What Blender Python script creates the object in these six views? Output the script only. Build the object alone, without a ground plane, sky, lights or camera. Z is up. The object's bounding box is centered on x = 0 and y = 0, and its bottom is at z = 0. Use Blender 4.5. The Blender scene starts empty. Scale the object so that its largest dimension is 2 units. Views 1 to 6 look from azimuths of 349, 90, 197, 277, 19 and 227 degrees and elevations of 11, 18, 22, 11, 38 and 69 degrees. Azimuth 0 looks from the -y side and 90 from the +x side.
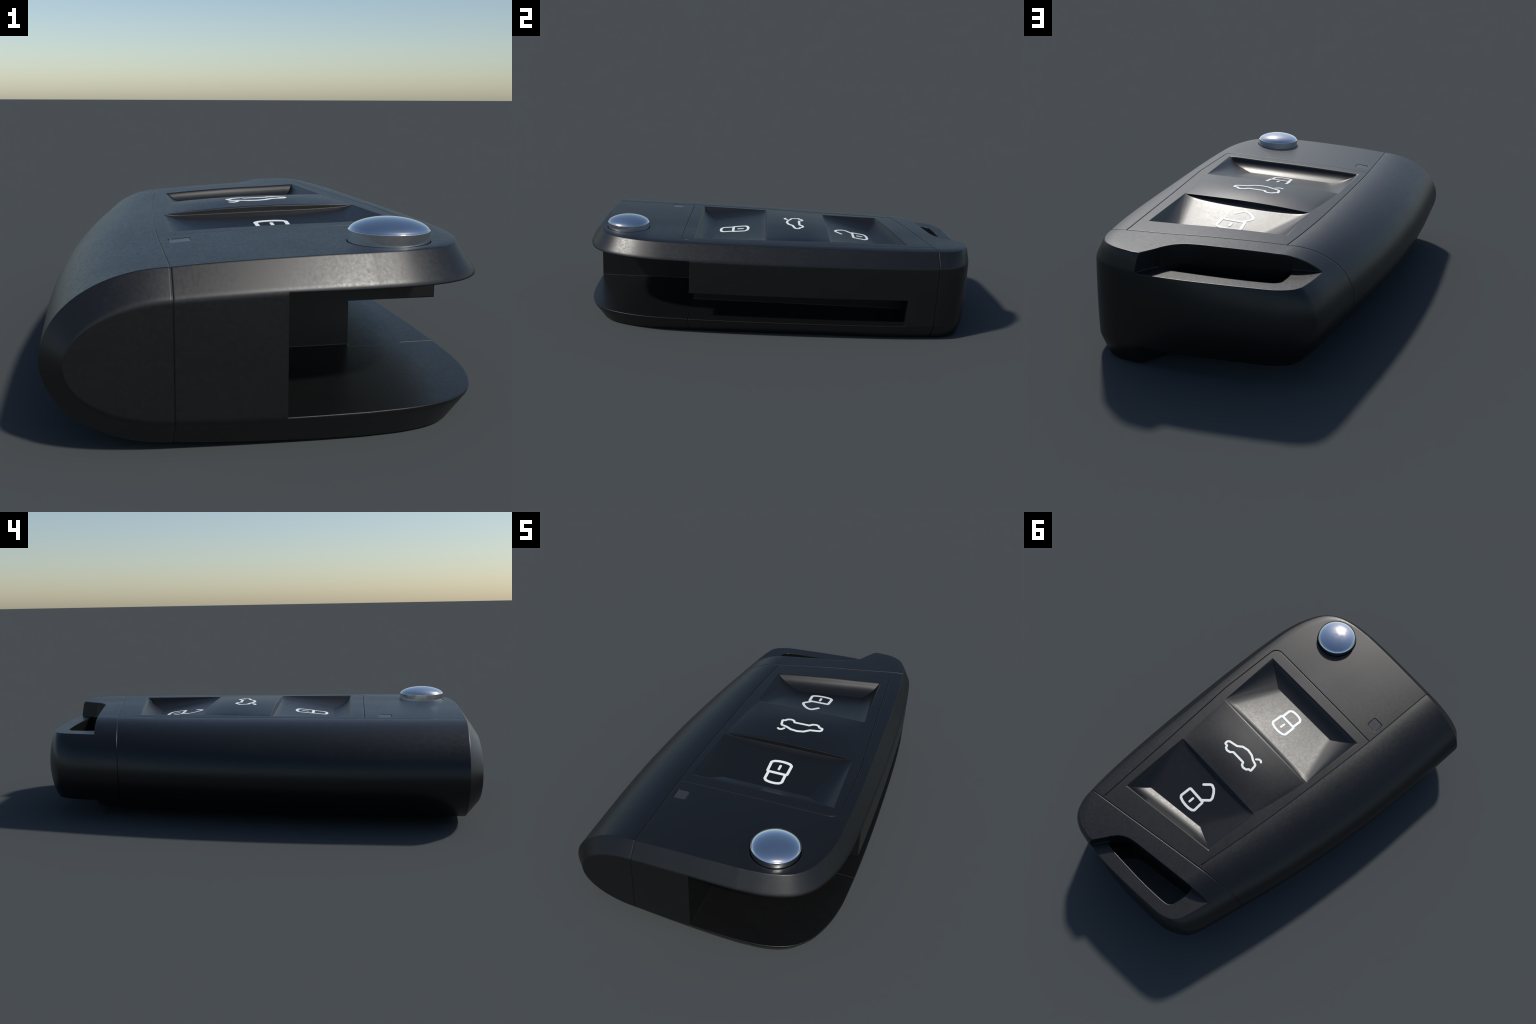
"""A folding car key (blade side open), lying flat: soft-edged dark plastic housing,
rounded grip, key-ring cap, three push buttons with white symbols, chrome release button."""
import math
import bpy
import bmesh
import numpy as np
from mathutils import Vector
from mathutils.bvhtree import BVHTree

# ------------------------------------------------------------------ measures
ZC = 0.2367            # mid plane; the housing is mirrored above and below it
FULL = 0.2377          # half thickness at the crown of the camber
GAP = 0.0016           # half width of a parting line
CAP_P, CAP_D = (-0.199, 0.645), (0.977, 0.2192)   # parting line of the key-ring cap
FLOOR = 0.085          # floor of the blade bay
CEIL = 0.391           # ceiling of the blade bay
BAY_X, BAY_Y = -0.010, -0.449
SLOT_X, SLOT_Y, SLOT_Z = 0.307, 0.659, 0.225


def spline(points):
    """Smooth curve y(x) through control points (monotone cubic)."""
    p = np.array(points, float)
    x, y = p[:, 0], p[:, 1]
    h = np.diff(x)
    d = np.diff(y) / h
    m = np.empty_like(y)
    m[0], m[-1] = d[0], d[-1]
    for i in range(1, len(x) - 1):
        if d[i - 1] * d[i] <= 0:
            m[i] = 0
        else:
            w1, w2 = 2 * h[i] + h[i - 1], h[i] + 2 * h[i - 1]
            m[i] = (w1 + w2) / (w1 / d[i - 1] + w2 / d[i])

    def f(v):
        v = min(max(v, x[0]), x[-1])
        i = min(max(int(np.searchsorted(x, v)) - 1, 0), len(x) - 2)
        t = (v - x[i]) / h[i]
        return ((1 + 2 * t) * (1 - t) ** 2 * y[i] + t * (1 - t) ** 2 * h[i] * m[i]
                + t * t * (3 - 2 * t) * y[i + 1] + t * t * (t - 1) * h[i] * m[i + 1])
    return f


def path(points, n):
    """Dense curve through control points of any dimension (centripetal Catmull-Rom), n per span."""
    p = [np.array(q, float) for q in points]
    p = [2 * p[0] - p[1]] + p + [2 * p[-1] - p[-2]]
    out = []
    for i in range(1, len(p) - 2):
        t = [0.0]
        for k in range(3):
            t.append(t[-1] + max(np.linalg.norm((p[i + k] - p[i + k - 1])[:2]), 1e-6) ** 0.5)
        for u in np.linspace(t[1], t[2], n, endpoint=False):
            a = [((t[k + 1] - u) * p[i - 1 + k] + (u - t[k]) * p[i + k]) / (t[k + 1] - t[k]) for k in range(3)]
            b = [((t[k + 2] - u) * a[k] + (u - t[k]) * a[k + 1]) / (t[k + 2] - t[k]) for k in range(2)]
            out.append(((t[2] - u) * b[0] + (u - t[1]) * b[1]) / (t[2] - t[1]))
    out.append(p[-2])
    return out


def ramp01(v, a, b):
    t = min(max((v - a) / (b - a), 0.0), 1.0)
    return t * t * (3 - 2 * t)


deck_fall = spline([(-1.0, 0.003), (-0.8, 0.0045), (-0.5, 0.006), (-0.2, 0.0045), (0.0, 0.003), (0.3, 0.003), (0.6, 0.005), (0.8, 0.0078), (1.0, 0.0105)])


def camber(x, y):
    """Half thickness: crowned across the key, falling away slightly towards the key-ring end."""
    k = 0.08 + 0.03 * ramp01(y, -0.4, 0.5) if x < 0.24 else 0.022
    share = (0.3 + 0.7 * ramp01(x, -0.3, 0.05)) * (1 - ramp01(x, 0.2, 0.46))
    return FULL - k * (x - 0.24) ** 2 - deck_fall(y) * share


def top_z(x, y):
    return ZC + camber(x, y)


# plan curves: grip flank at mid height, and the grip's parting line
left_x = spline([(-1.0, -0.587), (-0.75, -0.588), (-0.6, -0.588), (-0.45, -0.585), (-0.3, -0.579), (-0.15, -0.568), (0.0, -0.555),
                 (0.15, -0.537), (0.3, -0.516), (0.44, -0.493), (0.584, -0.465), (0.71, -0.441), (0.78, -0.4285), (0.83, -0.4165), (0.86, -0.4065), (0.884, -0.397), (0.92, -0.375), (1.0, -0.33)])
seam_x = spline([(-1.0, -0.2805), (-0.5, -0.277), (-0.25, -0.268), (0.0, -0.255), (0.3, -0.235), (0.5, -0.216),
                 (0.645, -0.199), (0.9, -0.172), (1.0, -0.165)])
# outline at mid height from the grip seam at the front, round the blade side, to the rear:
# x, y, width of the sloping edge, roundness of the edge (0 chamfer .. 1 full round)
OUTLINE_FRONT = [(-0.2805, -0.9955, .051, 0), (-0.1, -0.9985, .051, 0), (0.07, -1.0, .051, 0), (0.2, -0.9985, .051, 0)]
OUTLINE_SIDE = [(0.2, -0.9985, .051, 0), (0.319, -0.986, .051, 0), (0.407, -0.960, .051, 0), (0.462, -0.927, .051, 0),
                (0.513, -0.869, .051, 0), (0.555, -0.767, .051, 0), (0.578, -0.65, .051, 0), (0.586, -0.5, .052, 0),
                (0.588, -0.3, .054, 0), (0.585, -0.1, .056, 0), (0.579, 0.1, .057, 0), (0.568, 0.35, .054, 0),
                (0.551, 0.6, .049, 0), (0.530, 0.780, .046, .1), (0.509, 0.874, .041, .2), (0.466, 0.941, .033, .3),
                (0.399, 0.978, .024, .4), (0.304, 0.993, .021, .5)]
OUTLINE_REAR = [(0.304, 0.993, .021, .5), (0.15, 1.0, .050, .8), (0.0, 0.9985, .080, 1), (-0.1, 0.9915, .092, 1), (-0.183, 0.984, .100, 1)]
rear_mid = spline([(-0.42, 0.835), (-0.397, 0.884), (-0.381, 0.904), (-0.362, 0.9215), (-0.345, 0.934), (-0.303, 0.9575), (-0.25, 0.9745), (-0.183, 0.984), (-0.1, .9915)])


# ------------------------------------------------------------------ mesh helpers
def new_object(name, verts, faces, hidden=False):
    me = bpy.data.meshes.new(name)
    me.from_pydata([tuple(v) for v in verts], [], faces)
    me.validate()
    bm = bmesh.new()
    bm.from_mesh(me)
    bmesh.ops.remove_doubles(bm, verts=bm.verts, dist=2e-6)
    bmesh.ops.dissolve_degenerate(bm, edges=bm.edges, dist=1e-7)
    bmesh.ops.recalc_face_normals(bm, faces=bm.faces)
    bm.to_mesh(me)
    bm.free()
    ob = bpy.data.objects.new(name, me)
    bpy.context.scene.collection.objects.link(ob)
    return ob


def prism(poly, z0, z1, name="cutter"):
    n = len(poly)
    v = [(x, y, z0) for x, y in poly] + [(x, y, z1) for x, y in poly]
    f = [tuple(range(n))[::-1], tuple(range(n, 2 * n))] + [(i, (i + 1) % n, n + (i + 1) % n, n + i) for i in range(n)]
    return new_object(name, v, f)


def box(x0, x1, y0, y1, z0, z1):
    return prism([(x0, y0), (x1, y0), (x1, y1), (x0, y1)], z0, z1)


def boolean(ob, cutters, op):
    for c in cutters:
        m = ob.modifiers.new("b", "BOOLEAN")
        m.operation, m.solver, m.object = op, "EXACT", c
        m.use_hole_tolerant = False
    dg = bpy.context.evaluated_depsgraph_get()
    me = bpy.data.meshes.new_from_object(ob.evaluated_get(dg))
    ob.modifiers.clear()
    old = ob.data
    ob.data = me
    bpy.data.meshes.remove(old)
    return ob


def duplicate(ob, name):
    c = ob.copy()
    c.data = ob.data.copy()
    c.name = c.data.name = name
    bpy.context.scene.collection.objects.link(c)
    return c


def discard(*obs):
    for o in obs:
        bpy.data.objects.remove(o, do_unlink=True)


def smooth(ob, angle=26):
    me = ob.data
    for p in me.polygons:
        p.use_smooth = True
    me.set_sharp_from_angle(angle=math.radians(angle))


def fillet(poly, radii, n=8):
    """Round the corners of a plan polygon."""
    out = []
    k = len(poly)
    for i in range(k):
        p, a, b = Vector(poly[i]), Vector(poly[i - 1]), Vector(poly[(i + 1) % k])
        r = radii[i] if isinstance(radii, (list, tuple)) else radii
        if r <= 0:
            out.append(tuple(p))
            continue
        u, v = (a - p).normalized(), (b - p).normalized()
        half = math.acos(max(-1, min(1, u.dot(v)))) / 2
        t = r / math.tan(half)
        c = p + (u + v).normalized() * (r / math.sin(half))
        s, e = p + u * t - c, p + v * t - c
        a0, a1 = math.atan2(s.y, s.x), math.atan2(e.y, e.x)
        d = (a1 - a0 + math.pi) % (2 * math.pi) - math.pi
        out += [(c.x + r * math.cos(a0 + d * q / n), c.y + r * math.sin(a0 + d * q / n)) for q in range(n + 1)]
    return out


# ------------------------------------------------------------------ the whole shell, as one closed surface
def build_shell():
    n_grip, n_top = 26, 34
    front = path(OUTLINE_FRONT, 11)
    side = path(OUTLINE_SIDE, 9)
    rear = path(OUTLINE_REAR, 9)

    def inset(pts):
        k = []
        for i, p in enumerate(pts):
            a, b = pts[max(i - 1, 0)], pts[min(i + 1, len(pts) - 1)]
            t = (b - a)[:2]
            t = t / np.linalg.norm(t)
            k.append(p[:2] + p[2] * np.array([-t[1], t[0]]))
        return k
    whole = front[:-1] + side[:-1] + rear
    crease = inset(whole)
    nf, ns = len(front) - 1, len(side) - 1
    k_front, k_side, k_rear = crease[:nf + 1], crease[nf:nf + ns + 1], crease[nf + ns:]

    def interp(curve, n):
        c = np.array(curve)
        u = np.linspace(0, 1, len(c))
        v = np.linspace(0, 1, n + 1)
        return np.stack([np.interp(v, u, c[:, i]) for i in range(c.shape[1])], 1)
    kf, kr = interp(k_front, n_top), interp(k_rear, n_top)[::-1]      # both from seam to blade side
    mf, mr = interp(front, n_top), interp(rear, n_top)[::-1]
    theta = [0.5 * math.pi * i / n_grip for i in range(n_grip)]
    rows = len(k_side)
    grid = []
    for j in range(rows):
        kx, ky = k_side[j]
        wf = math.exp(-((ky - k_side[0][1]) / 0.16) ** 2)
        wr = math.exp(-((ky - k_side[-1][1]) / 0.25) ** 2)
        if j == 0:
            wf, wr = 1, 0
        if j == rows - 1:
            wf, wr = 0, 1

        def row_y(i):
            return ky + wf * (kf[i][1] - kf[-1][1]) + wr * (kr[i][1] - kr[-1][1])
        y0 = row_y(0)
        xs, xl = seam_x(y0), left_x(y0)
        a, b = xs - xl, camber(xs, y0)
        line = []
        for th in theta:
            line.append((xs - a * math.cos(th), y0 + wf * 0.012 * math.cos(th), b * math.sin(th)))
        for i in range(n_top + 1):
            u = i / n_top
            u = 1 - (1 - u) ** 1.5
            if j == 0:
                x = kf[i][0]
            elif j == rows - 1:
                x = kr[i][0]
            else:
                x = xs + (kx - xs) * u
            yy = row_y(i)
            roll = 0.0 if j == 0 else 0.0035 * max(0.0, 1 - (kx - x) / 0.042) ** 2 * ramp01(j, 0, 30) * (1 - ramp01(j, rows - 25, rows - 4))
            line.append((x, yy, camber(x, yy) - roll))
        grid.append(line)
    # boundary of the upper surface and the matching outer points at mid height
    edge = [(p, None, 0.0) for p in grid[0]]
    outer = []
    y0 = grid[0][0][1]
    xs, a = seam_x(y0), seam_x(y0) - left_x(y0) - 0.056
    for th in theta:
        outer.append((xs - a * math.cos(th), -0.9955 + 0.004 * math.cos(th), 0.0))
    for i in range(n_top + 1):
        outer.append((mf[i][0], mf[i][1], mf[i][3]))
    edge = list(grid[0])
    for j in range(1, rows):
        edge.append(grid[j][-1])
        outer.append((side[j][0], side[j][1], side[j][3]))
    last = grid[-1]
    for i in range(n_top - 1, -1, -1):
        edge.append(last[n_grip + i])
        outer.append((mr[i][0], mr[i][1], mr[i][3]))
    xs, xl = last[n_grip][0], last[0][0]
    for q in range(n_grip - 1, -1, -1):
        edge.append(last[q])
        x = xs - (xs - xl) * math.cos(theta[q])
        x += 0.4 * max(0.0, rear_mid(x) - last[q][1]) * math.cos(theta[q]) if q else 0.0
        yy = last[0][1] if q == 0 else max(rear_mid(x), last[q][1] + 1e-4)
        outer.append((x, yy, 1.0))
    levels = [0, .15, .3, .42, .52, .60, .635, .66, .685, .71, .735, .77, .82, .88, .94, 1.0]

    def reach(eta, rnd):
        s, w = (1 - eta) / (1 - 0.685), 0.09
        cham = min(1.0, s) if abs(s - 1) > w else s - (s - 1 + w) ** 2 / (4 * w)
        return (1 - rnd) * cham + rnd * math.sqrt(max(0.0, 1 - eta * eta))
    verts, faces = [], []

    def add(sign):
        base = len(verts)
        nc = n_grip + n_top + 1
        for line in grid:
            for x, y, h in line:
                verts.append((x, y, ZC + sign * h))
        for j in range(rows - 1):
            for i in range(nc - 1):
                q = base + j * nc + i
                faces.append((q, q + 1, q + nc + 1, q + nc))
        base = len(verts)
        nl = len(levels)
        for e, o in zip(edge, outer):
            for eta in levels:
                r = reach(eta, o[2])
                verts.append((e[0] + (o[0] - e[0]) * r, e[1] + (o[1] - e[1]) * r, ZC + sign * eta * e[2]))
        for s in range(len(edge) - 1):
            for k in range(nl - 1):
                q = base + s * nl + k
                faces.append((q, q + 1, q + nl + 1, q + nl))
    add(1)
    add(-1)
    return new_object("shell", verts, faces)


shell = build_shell()

# ------------------------------------------------------------------ plan regions
CN = (-CAP_D[1], CAP_D[0])                    # normal of the cap's parting plane, towards the rear


def on_cap(x, off=0.0):
    return CAP_P[1] + (x - CAP_P[0]) * CAP_D[1] / CAP_D[0] + off


def beyond_cap(off):
    return prism([(-1, on_cap(-1, off)), (1, on_cap(1, off)), (1, 1.6), (-1, 1.6)], -0.3, 0.9)


def grip_side(off):
    ys = np.linspace(-1.0, 0.72, 60)
    line = [(seam_x(y) + off, y) for y in ys]
    return prism([(-1, -1.3)] + [(line[0][0], -1.3)] + line + [(line[-1][0], 1.3), (-1, 1.3)], -0.3, 0.9)


def panel_outline(off):
    """Button panel between the grip seam and the blade side; off > 0 widens it."""
    yf = -0.503 - off
    right = [(0.487 + off, yf), (0.485 + off, -0.12), (0.453 + off, 0.29), (0.4195 + off, 0.775), (0.4195 + off, 0.80)]
    left = [(seam_x(y) + GAP - off * 0.999, y) for y in np.linspace(yf, 0.72, 30)]
    poly = [left[0], right[0]] + right[1:] + [(0.4195, 0.95), (-0.22, 0.95)] + left[::-1][:-1]
    return fillet(poly, [0, 0.045] + [0] * (len(poly) - 2))


# grip
grip = duplicate(shell, "grip")
c1, c2 = grip_side(-GAP), beyond_cap(-GAP)
boolean(grip, [c1], "INTERSECT")
boolean(grip, [c2], "DIFFERENCE")
discard(c1, c2)

# key-ring cap with stepped notch above and below and a through hole for the ring
cap = duplicate(shell, "key_ring_cap")
c1 = beyond_cap(GAP)
boolean(cap, [c1], "INTERSECT")
wall = [q for q in path([(0.330, 1.062), (0.2765, 0.9715), (0.245, 0.919), (0.217, 0.874), (0.191, 0.8435), (0.157, 0.822), (0.111, 0.8080),
                         (0.037, 0.7940), (-0.072, 0.773), (-0.178, 0.753), (-0.269, 0.7355), (-0.40, 0.7110), (-0.70, 0.655)], 5)]
wall = [tuple(q) for q in wall]
notch = wall + [(-0.70, 1.2), (0.33, 1.2)]

hole = [q for q in wall if -0.250 < q[0] < 0.232]
rim = path([(-0.252, 0.742), (-0.258, 0.792), (-0.2535, 0.835), (-0.246, 0.866), (-0.228, 0.882), (-0.196, 0.890), (-0.110, 0.901),
            (-0.012, 0.909), (0.093, 0.914), (0.18, 0.9165), (0.236, 0.912)], 5)
inner = [(x + 0.0012, y - 0.0014) for x, y in hole]
c2, c3 = prism(notch, 0.3905, 0.8), prism(notch, -0.3, 2 * ZC - 0.3905)
ring = inner + [tuple(q) for q in rim]


def waisted(poly, squeeze):
    """The ends of the hole close in towards mid height."""
    out = []
    for x, y in poly:
        d = (x - 0.0) / 0.25
        dx = -squeeze * d * abs(d) ** 5 * (1.5 if d > 0 else 0.4)
        out.append((x + dx, y + dx * 0.19))
    return out


stack = [(-0.3, 0.0), (0.083, 0.0), (0.16, 0.026), (ZC, 0.036), (2 * ZC - 0.16, 0.026), (2 * ZC - 0.083, 0.0), (0.8, 0.0)]
hv, hf, hn = [], [], len(ring)
for lvl, (z, q) in enumerate(stack):
    hv += [(x, y, z) for x, y in waisted(ring, q)]
    if lvl:
        a = (lvl - 1) * hn
        hf += [(a + i, a + (i + 1) % hn, a + hn + (i + 1) % hn, a + hn + i) for i in range(hn)]
hf += [tuple(range(hn))[::-1], tuple(range(len(hv) - hn, len(hv)))]
c4 = new_object("cutter", hv, hf)
boolean(cap, [c2, c3, c4], "DIFFERENCE")
discard(c1, c2, c3, c4)

# button panel, hollowed by the two sloping key wells
PX = {"lock": dict(fl=(-.235, -.443), fr=(.445, -.436), bl=(-.225, -.085), br=(.433, -.077),
                   hl=(-.118, -.362, .415), hr=(.308, -.355, .422), dip=.0215),
      "unlock": dict(fl=(-.161, .547), fr=(.385, .647), bl=(-.177, .244), br=(.405, .254),
                     hl=(-.0275, .494, .408), hr=(.315, .5525, .417), dip=.0205)}


def lens(u):
    return max(0.0, 4 * u * (1 - u)) ** 0.75


def well_cutter(d):
    """Hip-shaped well: hollow outer wall, two triangular cheeks, floor rising to the middle button."""
    n, lid = 24, 0.62
    z = lambda p: (p[0], p[1], top_z(p[0], p[1]))
    lerp = lambda a, b, t: tuple(a[i] + (b[i] - a[i]) * t for i in range(len(a)))
    fl, fr, bl, br, hl, hr = z(d["fl"]), z(d["fr"]), z(d["bl"]), z(d["br"]), d["hl"], d["hr"]
    verts, faces = [], []
    # rows from the outer rim down the hollow wall to the deep line, then the floor's back edge, then the lid
    hollow = [(-0.075, 0.0), (-0.045, 0.016), (-0.012, 0.052), (0.022, 0.104), (0.055, 0.165), (0.10, 0.265), (0.18, 0.415),
              (0.30, 0.58), (0.48, 0.745), (0.72, 0.89), (1.0, 1.0)]
    for t, q in hollow:
        for k in range(n + 1):
            f, h = lerp(fl, fr, k / n), lerp(hl, hr, k / n)
            p = lerp(f, h, t)
            rim_z = (top_z(p[0], p[1]) if t < 0 else top_z(f[0], f[1])) + 1e-4
            verts.append((p[0], p[1], rim_z + (h[2] - rim_z) * q))
    # floor, ending in a small cove below the lip of the middle button
    cove = [(0.90, 0.0), (0.955, 0.12), (1.0, 0.42)]
    for t, q in cove:
        for k in range(n + 1):
            u = k / n
            b, h = lerp(bl, br, u), lerp(hl, hr, u)
            drop = d["dip"] * lens(u) ** 0.6
            p = lerp(h, (b[0], b[1], top_z(b[0], b[1]) - drop + 1e-4), t)
            verts.append((p[0], p[1], p[2] + q * drop))
    for a, b in ((fl, fr), (bl, br)):
        for k in range(n + 1):
            f = lerp(a, b, k / n)
            verts.append((f[0], f[1], lid))
    m, w0 = n + 1, len(hollow)
    r = w0 + len(cove) - 1
    for k in range(n):
        for row in range(r):
            a = row * m + k
            faces.append((a, a + 1, a + m + 1, a + m))
        faces.append(((r + 1) * m + k, (r + 1) * m + k + 1, k + 1, k))
        faces.append((r * m + k, r * m + k + 1, (r + 2) * m + k + 1, (r + 2) * m + k))
        faces.append(((r + 1) * m + k, (r + 1) * m + k + 1, (r + 2) * m + k + 1, (r + 2) * m + k))
    for e in (0, n):
        for row in range(r - 1):
            faces.append((row * m + e, (row + 1) * m + e, r * m + e))
        faces.append((e, r * m + e, (r + 2) * m + e, (r + 1) * m + e))
    return new_object("well", verts, faces)


panel = duplicate(shell, "button_panel")
c1, c2 = prism(panel_outline(0.0), 0.365, 0.9), beyond_cap(-GAP)
boolean(panel, [c1], "INTERSECT")
boolean(panel, [c2], "DIFFERENCE")
discard(c1, c2)
n_mat = 3
for i in range(n_mat):
    panel.data.materials.append(bpy.data.materials.new("slot%d" % i))
wells = {}
for idx, key in enumerate(("lock", "unlock")):
    w = well_cutter(PX[key])
    for i in range(n_mat):
        w.data.materials.append(panel.data.materials[i])
    for p in w.data.polygons:
        p.material_index = idx + 1
    boolean(panel, [w], "DIFFERENCE")
    discard(w)


def split_faces(src, index, name):
    """Separate the faces of one region; borders keep coinciding vertices."""
    part = duplicate(src, name)
    for ob, keep in ((part, True), (src, False)):
        bm = bmesh.new()
        bm.from_mesh(ob.data)
        bmesh.ops.delete(bm, geom=[f for f in bm.faces if (f.material_index == index) != keep], context="FACES")
        bm.to_mesh(ob.data)
        bm.free()
    return part


smooth(panel, 18)
lock_button = split_faces(panel, 1, "lock_button")
unlock_button = split_faces(panel, 2, "unlock_button")
for o in (panel, lock_button, unlock_button):
    o.data.materials.clear()

# middle (boot) button: a shallow crown that rises towards the lock button
L, U = PX["lock"], PX["unlock"]


def crown_lift(u, v):
    return lens(u) * (0.0078 * (1 - v) + 0.003 * v + 0.0085 * math.sin(math.pi * v ** 1.25))


def crown(u, v):
    a = (L["bl"][0] + (L["br"][0] - L["bl"][0]) * u, L["bl"][1] + (L["br"][1] - L["bl"][1]) * u + 0.0075)
    b = (U["bl"][0] + (U["br"][0] - U["bl"][0]) * u, U["bl"][1] + (U["br"][1] - U["bl"][1]) * u)
    x, y = a[0] + (b[0] - a[0]) * v, a[1] + (b[1] - a[1]) * v
    return x, y, top_z(x, y) + crown_lift(u, v) - 0.0004


nu, nv = 48, 19
verts, faces = [], []
for j in range(nv + 1):
    for i in range(nu + 1):
        v = (0.0, 0.006, 0.016, 0.03)[j] if j < 4 else 0.03 + 0.97 * (j - 3) / (nv - 3)
        x, y, z = crown(i / nu, v)
        z -= (0.0022, 0.0008, 0.0002, 0.0)[j] * lens(i / nu) if j < 4 else 0.0
        if j == 0:
            y -= 0.0005
        if j == nv:
            y += 0.0005
        verts.append((x, y, z))
w = nu + 1
top_n = len(verts)
for j in range(nv):
    for i in range(nu):
        q = j * w + i
        faces.append((q, q + 1, q + w + 1, q + w))
ringv = [i for i in range(w)] + [j * w + nu for j in range(1, nv + 1)] + [nv * w + i for i in range(nu - 1, -1, -1)] + [j * w for j in range(nv - 1, 0, -1)]
for q in ringv:
    x, y, z = verts[q]
    verts.append((x, y, z - 0.022 * lens(min(max((q % w) / nu, 0), 1)) - 0.0015))
for k in range(len(ringv)):
    a, b = ringv[k], ringv[(k + 1) % len(ringv)]
    faces.append((a, b, top_n + (k + 1) % len(ringv), top_n + k))
boot_button = new_object("boot_button", verts, faces)
smooth(boot_button, 30)

# housing: what is left, opened for the blade, the panel, the lamp and the release button
BTN = (0.302, -0.797)
housing = duplicate(shell, "housing")
cut = [grip_side(GAP), beyond_cap(-GAP), prism(panel_outline(1.6 * GAP), 0.362, 0.9),
       box(BAY_X, 1.0, -1.4, BAY_Y, FLOOR, CEIL),
       box(SLOT_X, 1.0, BAY_Y - 0.02, SLOT_Y, FLOOR - 0.0004, SLOT_Z),
       box(0.478, 1.0, BAY_Y - 0.0040, BAY_Y - 0.0010, -0.2, FLOOR + 0.02),
       prism([(BTN[0] + 0.1102 * math.cos(t), BTN[1] + 0.1102 * math.sin(t)) for t in np.linspace(0, 2 * math.pi, 72, endpoint=False)], 0.43, 0.9)]
LED = fillet([(-0.2545, -0.6255), (-0.1935, -0.6255), (-0.1945, -0.5665), (-0.2555, -0.5665)], 0.009, 5)
cut.append(prism(LED, 0.442, 0.9))
boolean(housing, cut, "DIFFERENCE")
discard(*cut)

# inner frame: closes the parting lines a little below the surface
DEPTH = 0.0022
inner_frame = duplicate(shell, "inner_frame")
normals = [v.normal.copy() for v in inner_frame.data.vertices]
for v, nrm in zip(inner_frame.data.vertices, normals):
    v.co -= nrm * DEPTH
discard(shell)
ys = np.linspace(-1.2, 0.60, 30)
spine = prism([(seam_x(y) - 0.012, y) for y in ys] + [(seam_x(y) + 0.012, y) for y in ys[::-1]], -0.2, 0.8)
rib = prism([(-0.9, on_cap(-0.9, -0.015)), (0.9, on_cap(0.9, -0.015)), (0.9, on_cap(0.9, 0.012)), (-0.9, on_cap(-0.9, 0.012))], -0.2, 0.8)
plug = box(0.465, 0.9, BAY_Y - 0.010, BAY_Y + 0.006, -0.2, FLOOR - 0.0025)
boolean(spine, [rib], "UNION")
boolean(spine, [plug], "UNION")
boolean(inner_frame, [spine], "INTERSECT")
discard(rib, spine, plug)

for o in (grip, housing, inner_frame):
    smooth(o)
smooth(cap, 32)


# ------------------------------------------------------------------ lathe and small parts
def lathe(name, profile, centre, n=96):
    verts, faces = [], []
    for r, z in profile:
        for k in range(n):
            t = 2 * math.pi * k / n
            verts.append((centre[0] + r * math.cos(t), centre[1] + r * math.sin(t), z))
    for j in range(len(profile) - 1):
        for k in range(n):
            faces.append((j * n + k, j * n + (k + 1) % n, (j + 1) * n + (k + 1) % n, (j + 1) * n + k))
    return new_object(name, verts, faces)


dome = [(0.0, 0.432), (0.1070, 0.432), (0.1070, 0.5015)]
dome += [(0.1070 - 0.0022 * (1 - math.cos(t)), 0.5015 + 0.0022 * math.sin(t)) for t in np.linspace(0.2, 0.95, 4)]
r0, z0, rise = dome[-1][0], dome[-1][1] - 0.0035, 0.0355
dome += [(r0 * t, z0 + rise * (0.85 * math.sqrt(1 - t * t) + 0.15 * (1 - t * t))) for t in np.sin(np.linspace(math.pi / 2 - 0.16, 0, 26))]
release_button = lathe("release_button", dome, BTN)
smooth(release_button, 24)

led_poly = fillet([(-0.2527, -0.6237), (-0.1953, -0.6237), (-0.1963, -0.5683), (-0.2537, -0.5683)], 0.0080, 5)
signal_lamp = prism(led_poly, 0.440, 0.50, "signal_lamp")
for v in signal_lamp.data.vertices:
    if v.co.z > 0.47:
        v.co.z = top_z(-0.2245, -0.6) + 0.079 * (v.co.x + 0.2245) - 0.0012


# ------------------------------------------------------------------ printed symbols (raised ink strokes)
def surface_height(ob):
    """Height of a button's surface under the ink."""
    me = ob.data
    tree = BVHTree.FromPolygons([v.co.copy() for v in me.vertices], [tuple(p.vertices) for p in me.polygons])

    def h(x, y):
        hit = tree.ray_cast(Vector((x, y, 1.0)), Vector((0, 0, -1)))
        return hit[0].z
    return h


def rounded(points, closed, r):
    """Replace polyline corners by arcs of radius up to r."""
    out, k = [], len(points)
    for i in range(k):
        p = Vector(points[i])
        if not closed and i in (0, k - 1):
            out.append(p)
            continue
        a, b = Vector(points[i - 1]), Vector(points[(i + 1) % k])
        u, v = (a - p), (b - p)
        c = max(-1, min(1, u.normalized().dot(v.normalized())))
        half = math.acos(c) / 2
        t = min(r / max(math.tan(half), 1e-3), 0.45 * min(u.length, v.length))
        p0, p1 = p + u.normalized() * t, p + v.normalized() * t
        for q in range(7):
            s = q / 6
            out.append(p0 * (1 - s) ** 2 + p * 2 * s * (1 - s) + p1 * s * s)
    return out


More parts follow.
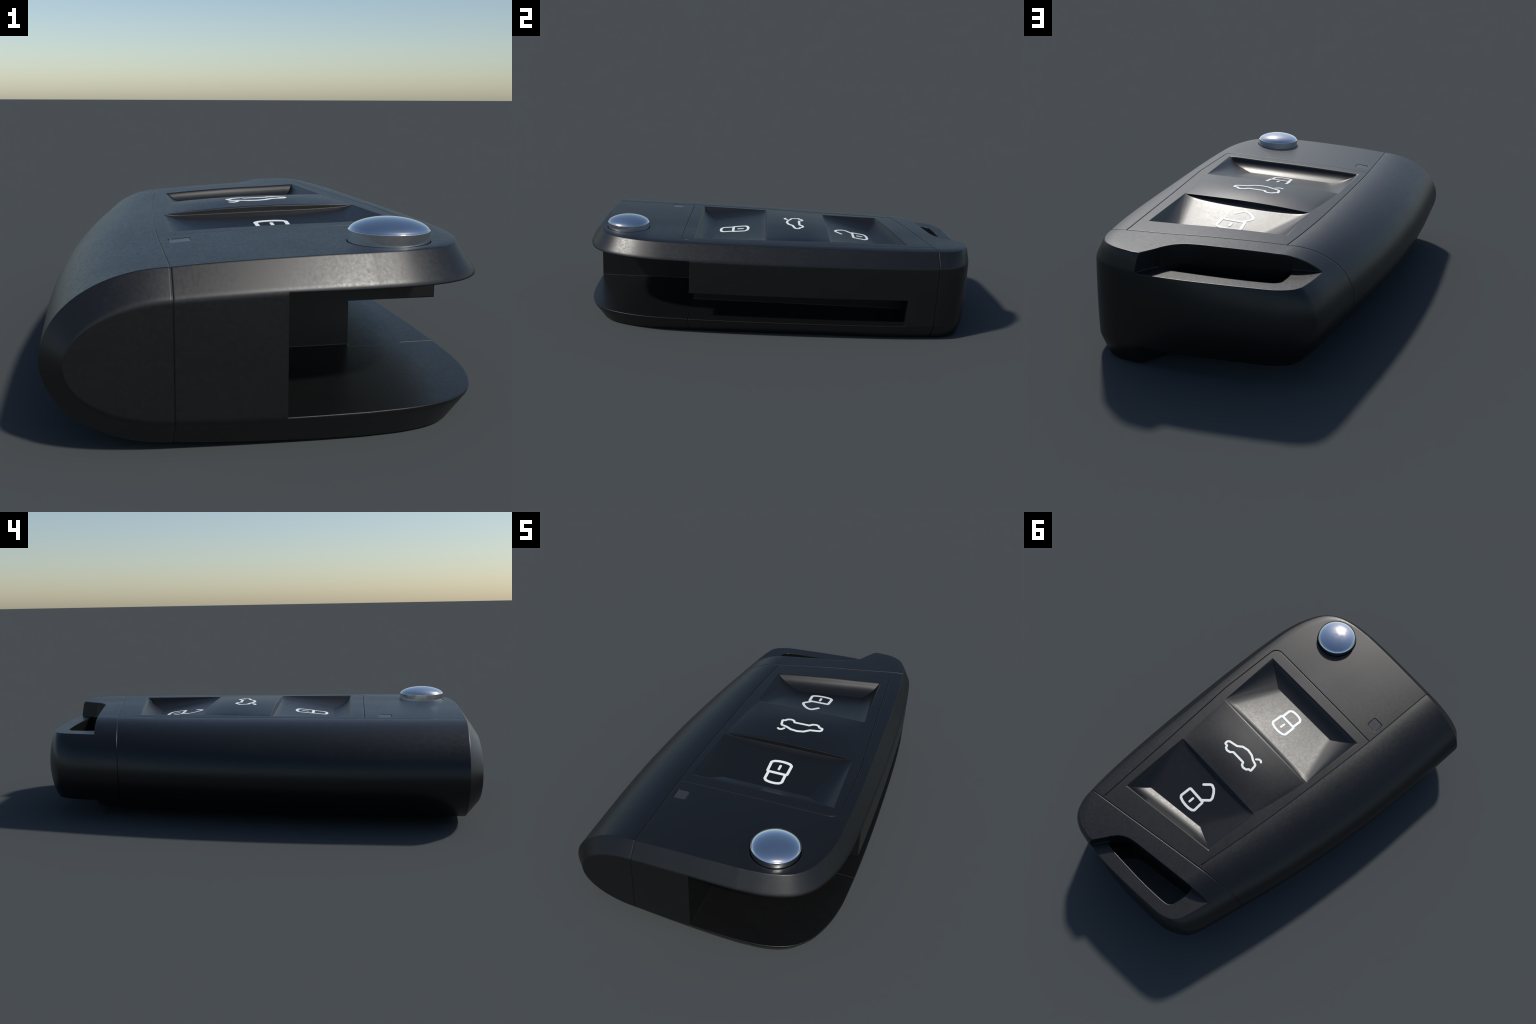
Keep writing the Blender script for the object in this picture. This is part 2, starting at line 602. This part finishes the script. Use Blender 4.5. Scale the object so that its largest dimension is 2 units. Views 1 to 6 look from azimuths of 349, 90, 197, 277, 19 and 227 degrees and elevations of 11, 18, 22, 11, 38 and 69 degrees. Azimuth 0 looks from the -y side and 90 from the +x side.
def stroke_mesh(lines, height, name):
    verts, faces = [], []
    for points, closed, half_w, r, lift in lines:
        pts = rounded(points, closed, r)
        clean = [pts[0]]
        for p in pts[1:]:
            if (p - clean[-1]).length > 2e-4:
                clean.append(p)
        if closed and (clean[0] - clean[-1]).length < 2e-4:
            clean.pop()
        n = len(clean)
        left, right = [], []
        for i, p in enumerate(clean):
            a = clean[i - 1] if (i > 0 or closed) else p
            b = clean[(i + 1) % n] if (i < n - 1 or closed) else p
            t1 = (p - a).normalized() if (p - a).length > 0 else (b - p).normalized()
            t2 = (b - p).normalized() if (b - p).length > 0 else t1
            m = (t1 + t2).normalized()
            nrm = Vector((-m.y, m.x)) / max(0.5, m.dot(t1))
            left.append(p + nrm * half_w)
            right.append(p - nrm * half_w)
        if closed:
            loop_pairs = [(i, (i + 1) % n) for i in range(n)]
        else:
            # round ends
            for end, sgn in ((0, -1), (n - 1, 1)):
                pass
            t0, t1 = (clean[0] - clean[1]).normalized(), (clean[-1] - clean[-2]).normalized()
            pre_l, pre_r, post_l, post_r = [], [], [], []
            for q in (0.95, 0.8, 0.5):
                s = math.sqrt(1 - q * q)
                pre_l.append(clean[0] + t0 * half_w * q - Vector((t0.y, -t0.x)) * -half_w * s * -1)
                pre_r.append(clean[0] + t0 * half_w * q + Vector((t0.y, -t0.x)) * -half_w * s * -1)
            for q in (0.5, 0.8, 0.95):
                s = math.sqrt(1 - q * q)
                nn = Vector((-t1.y, t1.x)) * half_w * s
                post_l.append(clean[-1] + t1 * half_w * q + nn)
                post_r.append(clean[-1] + t1 * half_w * q - nn)
            nn0 = Vector((t0.y, -t0.x))
            pre_l = [clean[0] + t0 * half_w * q + nn0 * half_w * math.sqrt(1 - q * q) for q in (0.95, 0.8, 0.5)]
            pre_r = [clean[0] + t0 * half_w * q - nn0 * half_w * math.sqrt(1 - q * q) for q in (0.95, 0.8, 0.5)]
            left, right = pre_l + left + post_l, pre_r + right + post_r
            n = len(left)
            loop_pairs = [(i, i + 1) for i in range(n - 1)]
        base = len(verts)
        for l, rr in zip(left, right):
            for p, dz in ((l, lift), (rr, lift), (l, -0.004), (rr, -0.004)):
                verts.append((p.x, p.y, height(p.x, p.y) + dz))
        for i, j in loop_pairs:
            a, b = base + 4 * i, base + 4 * j
            faces += [(a, b, b + 1, a + 1), (a, a + 2, b + 2, b), (a + 1, b + 1, b + 3, a + 3), (a + 2, a + 3, b + 3, b + 2)]
        if not closed:
            a, b = base, base + 4 * (n - 1)
            faces += [(a, a + 1, a + 3, a + 2), (b, b + 2, b + 3, b + 1)]
    return new_object(name, verts, faces)


W = 0.0068
P = 0.0014
lock_lines = [
    ([(.1612, -.2515), (.1630, -.1865), (.1520, -.1765), (.1320, -.1718), (.112, -.1705), (.0920, -.1718), (.0720, -.1765), (.0610, -.1865), (.0628, -.2515)], True, W, .008, P),
    ([(.1545, -.2535), (.1550, -.3035), (.1450, -.3140), (.1290, -.3180), (.112, -.3192), (.0950, -.3180), (.0790, -.3140), (.0690, -.3035), (.0695, -.2535)], False, W, .010, P - .0004),
    ([(.1120, -.2000), (.1115, -.2245)], False, .0060, .01, P)]
unlock_lines = [
    ([(.1655, .4016), (.1692, .4630), (.1590, .4725), (.1380, .4780), (.1140, .4795), (.0900, .4780), (.0690, .4725), (.0590, .4630), (.0618, .4016)], True, W, .008, P),
    ([(.0770, .4030), (.0410, .3655), (.0430, .3500), (.0594, .3270), (.0761, .3120), (.0960, .3050), (.1060, .3090), (.1320, .3365)], False, W, .010, P - .0004),
    ([(.1134, .4510), (.1129, .4270)], False, .0060, .01, P)]
car_lines = [
    ([(.2265, .1010), (.2268, .0850), (.2180, .0755), (.1721, .0647), (.1466, .0430), (.1138, .0347), (.0794, .0390), (.0522, .0531), (.0250, .0605), (.0205, .0690), (.0148, .1025),
      (.0275, .1032), (.0375, .1160), (.0565, .1208), (.0712, .1150), (.0782, .1008), (.1570, .1022), (.1705, .1163), (.1893, .1208), (.2035, .1150), (.2090, .1030)], True, .0060, .006, P),
    ([(.0455, .0370), (.0340, .0248), (.0230, .0232), (.0155, .0285)], False, .0056, .006, P)]


def moved(lines, dx, dy):
    return [([(x + dx, y + dy) for x, y in pts], c, w, r, h) for pts, c, w, r, h in lines]


lock_lines = moved(lock_lines, 0.003, -0.0045)
unlock_lines = moved(unlock_lines, 0.003, -0.003)
lock_symbol = stroke_mesh(lock_lines, surface_height(lock_button), "lock_symbol")
unlock_symbol = stroke_mesh(unlock_lines, surface_height(unlock_button), "unlock_symbol")
car_symbol = stroke_mesh(car_lines, surface_height(boot_button), "car_symbol")
for o in (lock_symbol, unlock_symbol, car_symbol):
    smooth(o, 40)


# ------------------------------------------------------------------ materials
def plastic(name, base, rough, edge=0.004, scuff=0.03):
    m = bpy.data.materials.new(name)
    m.use_nodes = True
    nt = m.node_tree
    n, l = nt.nodes, nt.links
    bsdf = n["Principled BSDF"]
    co = n.new("ShaderNodeTexCoord")

    def noise(scale, detail, stretch=(1, 1, 1), rot=0.0):
        mp = n.new("ShaderNodeMapping")
        mp.inputs["Scale"].default_value = stretch
        mp.inputs["Rotation"].default_value = (0, 0, rot)
        l.new(co.outputs["Object"], mp.inputs["Vector"])
        t = n.new("ShaderNodeTexNoise")
        t.inputs["Scale"].default_value = scale
        t.inputs["Detail"].default_value = detail
        t.inputs["Roughness"].default_value = 0.6
        t.inputs["Distortion"].default_value = 0.6 if scale > 20 else 0.0
        l.new(mp.outputs["Vector"], t.inputs["Vector"])
        return t.outputs["Fac"]

    def ramp(src, lo, hi, a, b):
        r = n.new("ShaderNodeMapRange")
        r.inputs["From Min"].default_value, r.inputs["From Max"].default_value = lo, hi
        r.inputs["To Min"].default_value, r.inputs["To Max"].default_value = a, b
        l.new(src, r.inputs["Value"])
        return r.outputs["Result"]
    smear = noise(7, 6)
    fine = noise(110, 10, (1, 0.5, 1), 0.5)
    mix = n.new("ShaderNodeMath")
    mix.operation = "MULTIPLY_ADD"
    l.new(ramp(fine, 0.35, 0.7, -scuff, scuff), mix.inputs[0])
    mix.inputs[1].default_value = 1.0
    l.new(ramp(smear, 0.3, 0.7, rough - 0.012, rough + 0.012), mix.inputs[2])
    l.new(mix.outputs[0], bsdf.inputs["Roughness"])
    col = n.new("ShaderNodeMix")
    col.data_type = "RGBA"
    l.new(ramp(smear, 0.3, 0.7, 0, 1), col.inputs["Factor"])
    col.inputs["A"].default_value = (*[c * 0.94 for c in base], 1)
    col.inputs["B"].default_value = (*[c * 1.06 for c in base], 1)
    l.new(col.outputs["Result"], bsdf.inputs["Base Color"])
    bev = n.new("ShaderNodeBevel")
    bev.samples = 8
    bev.inputs["Radius"].default_value = edge
    bump = n.new("ShaderNodeBump")
    bump.inputs["Strength"].default_value = 0.008
    bump.inputs["Distance"].default_value = 0.004
    l.new(noise(240, 3), bump.inputs["Height"])
    if edge > 0:
        l.new(bev.outputs["Normal"], bump.inputs["Normal"])
    l.new(bump.outputs["Normal"], bsdf.inputs["Normal"])
    bsdf.inputs["Specular IOR Level"].default_value = 0.5
    return m


body_mat = plastic("dark_satin_plastic", (0.0050, 0.0051, 0.0053), 0.38, edge=0.006, scuff=0.042)
button_mat = plastic("button_plastic", (0.0050, 0.0051, 0.0053), 0.385, edge=0.005)
lamp_mat = plastic("lamp_window", (0.034, 0.034, 0.038), 0.30, edge=0.0)

chrome = bpy.data.materials.new("polished_chrome")
chrome.use_nodes = True
nt = chrome.node_tree
b = nt.nodes["Principled BSDF"]
b.inputs["Metallic"].default_value = 1.0
b.inputs["Base Color"].default_value = (0.78, 0.79, 0.81, 1)
tc, nz, mr = nt.nodes.new("ShaderNodeTexCoord"), nt.nodes.new("ShaderNodeTexNoise"), nt.nodes.new("ShaderNodeMapRange")
nz.inputs["Scale"].default_value, nz.inputs["Detail"].default_value = 30, 6
mr.inputs["From Min"].default_value, mr.inputs["From Max"].default_value = 0.35, 0.7
mr.inputs["To Min"].default_value, mr.inputs["To Max"].default_value = 0.08, 0.16
nt.links.new(tc.outputs["Object"], nz.inputs["Vector"])
nt.links.new(nz.outputs["Fac"], mr.inputs["Value"])
nt.links.new(mr.outputs["Result"], b.inputs["Roughness"])

ink = bpy.data.materials.new("white_ink")
ink.use_nodes = True
nt = ink.node_tree
b = nt.nodes["Principled BSDF"]
b.inputs["Roughness"].default_value = 0.45
tc, nz, rp = nt.nodes.new("ShaderNodeTexCoord"), nt.nodes.new("ShaderNodeTexNoise"), nt.nodes.new("ShaderNodeValToRGB")
nz.inputs["Scale"].default_value = 40
rp.color_ramp.elements[0].color, rp.color_ramp.elements[1].color = (0.82, 0.84, 0.80, 1), (0.90, 0.92, 0.88, 1)
nt.links.new(tc.outputs["Object"], nz.inputs["Vector"])
nt.links.new(nz.outputs["Fac"], rp.inputs["Fac"])
nt.links.new(rp.outputs["Color"], b.inputs["Base Color"])

for o in (grip, cap, housing, inner_frame):
    o.data.materials.clear()
    o.data.materials.append(body_mat)
for o in (panel, lock_button, unlock_button, boot_button):
    o.data.materials.append(button_mat)
for p in grip.data.polygons[:]:
    p.material_index = 0
for o in (grip, cap, housing, inner_frame, panel, lock_button, unlock_button, boot_button):
    o.data.polygons.foreach_set("material_index", [0] * len(o.data.polygons))
signal_lamp.data.materials.append(lamp_mat)
release_button.data.materials.append(chrome)
for o in (lock_symbol, unlock_symbol, car_symbol):
    o.data.materials.append(ink)

# ------------------------------------------------------------------ hierarchy
key = bpy.data.objects.new("car_key", None)
bpy.context.scene.collection.objects.link(key)
key["label"] = "dark plastic folding car key with three buttons and chrome release"
key["category"] = "car key"
for o in (housing, grip, cap, panel, inner_frame, release_button, signal_lamp):
    o.parent = key
for o in (lock_button, boot_button, unlock_button):
    o.parent = panel
lock_symbol.parent = panel
unlock_symbol.parent = panel
car_symbol.parent = panel
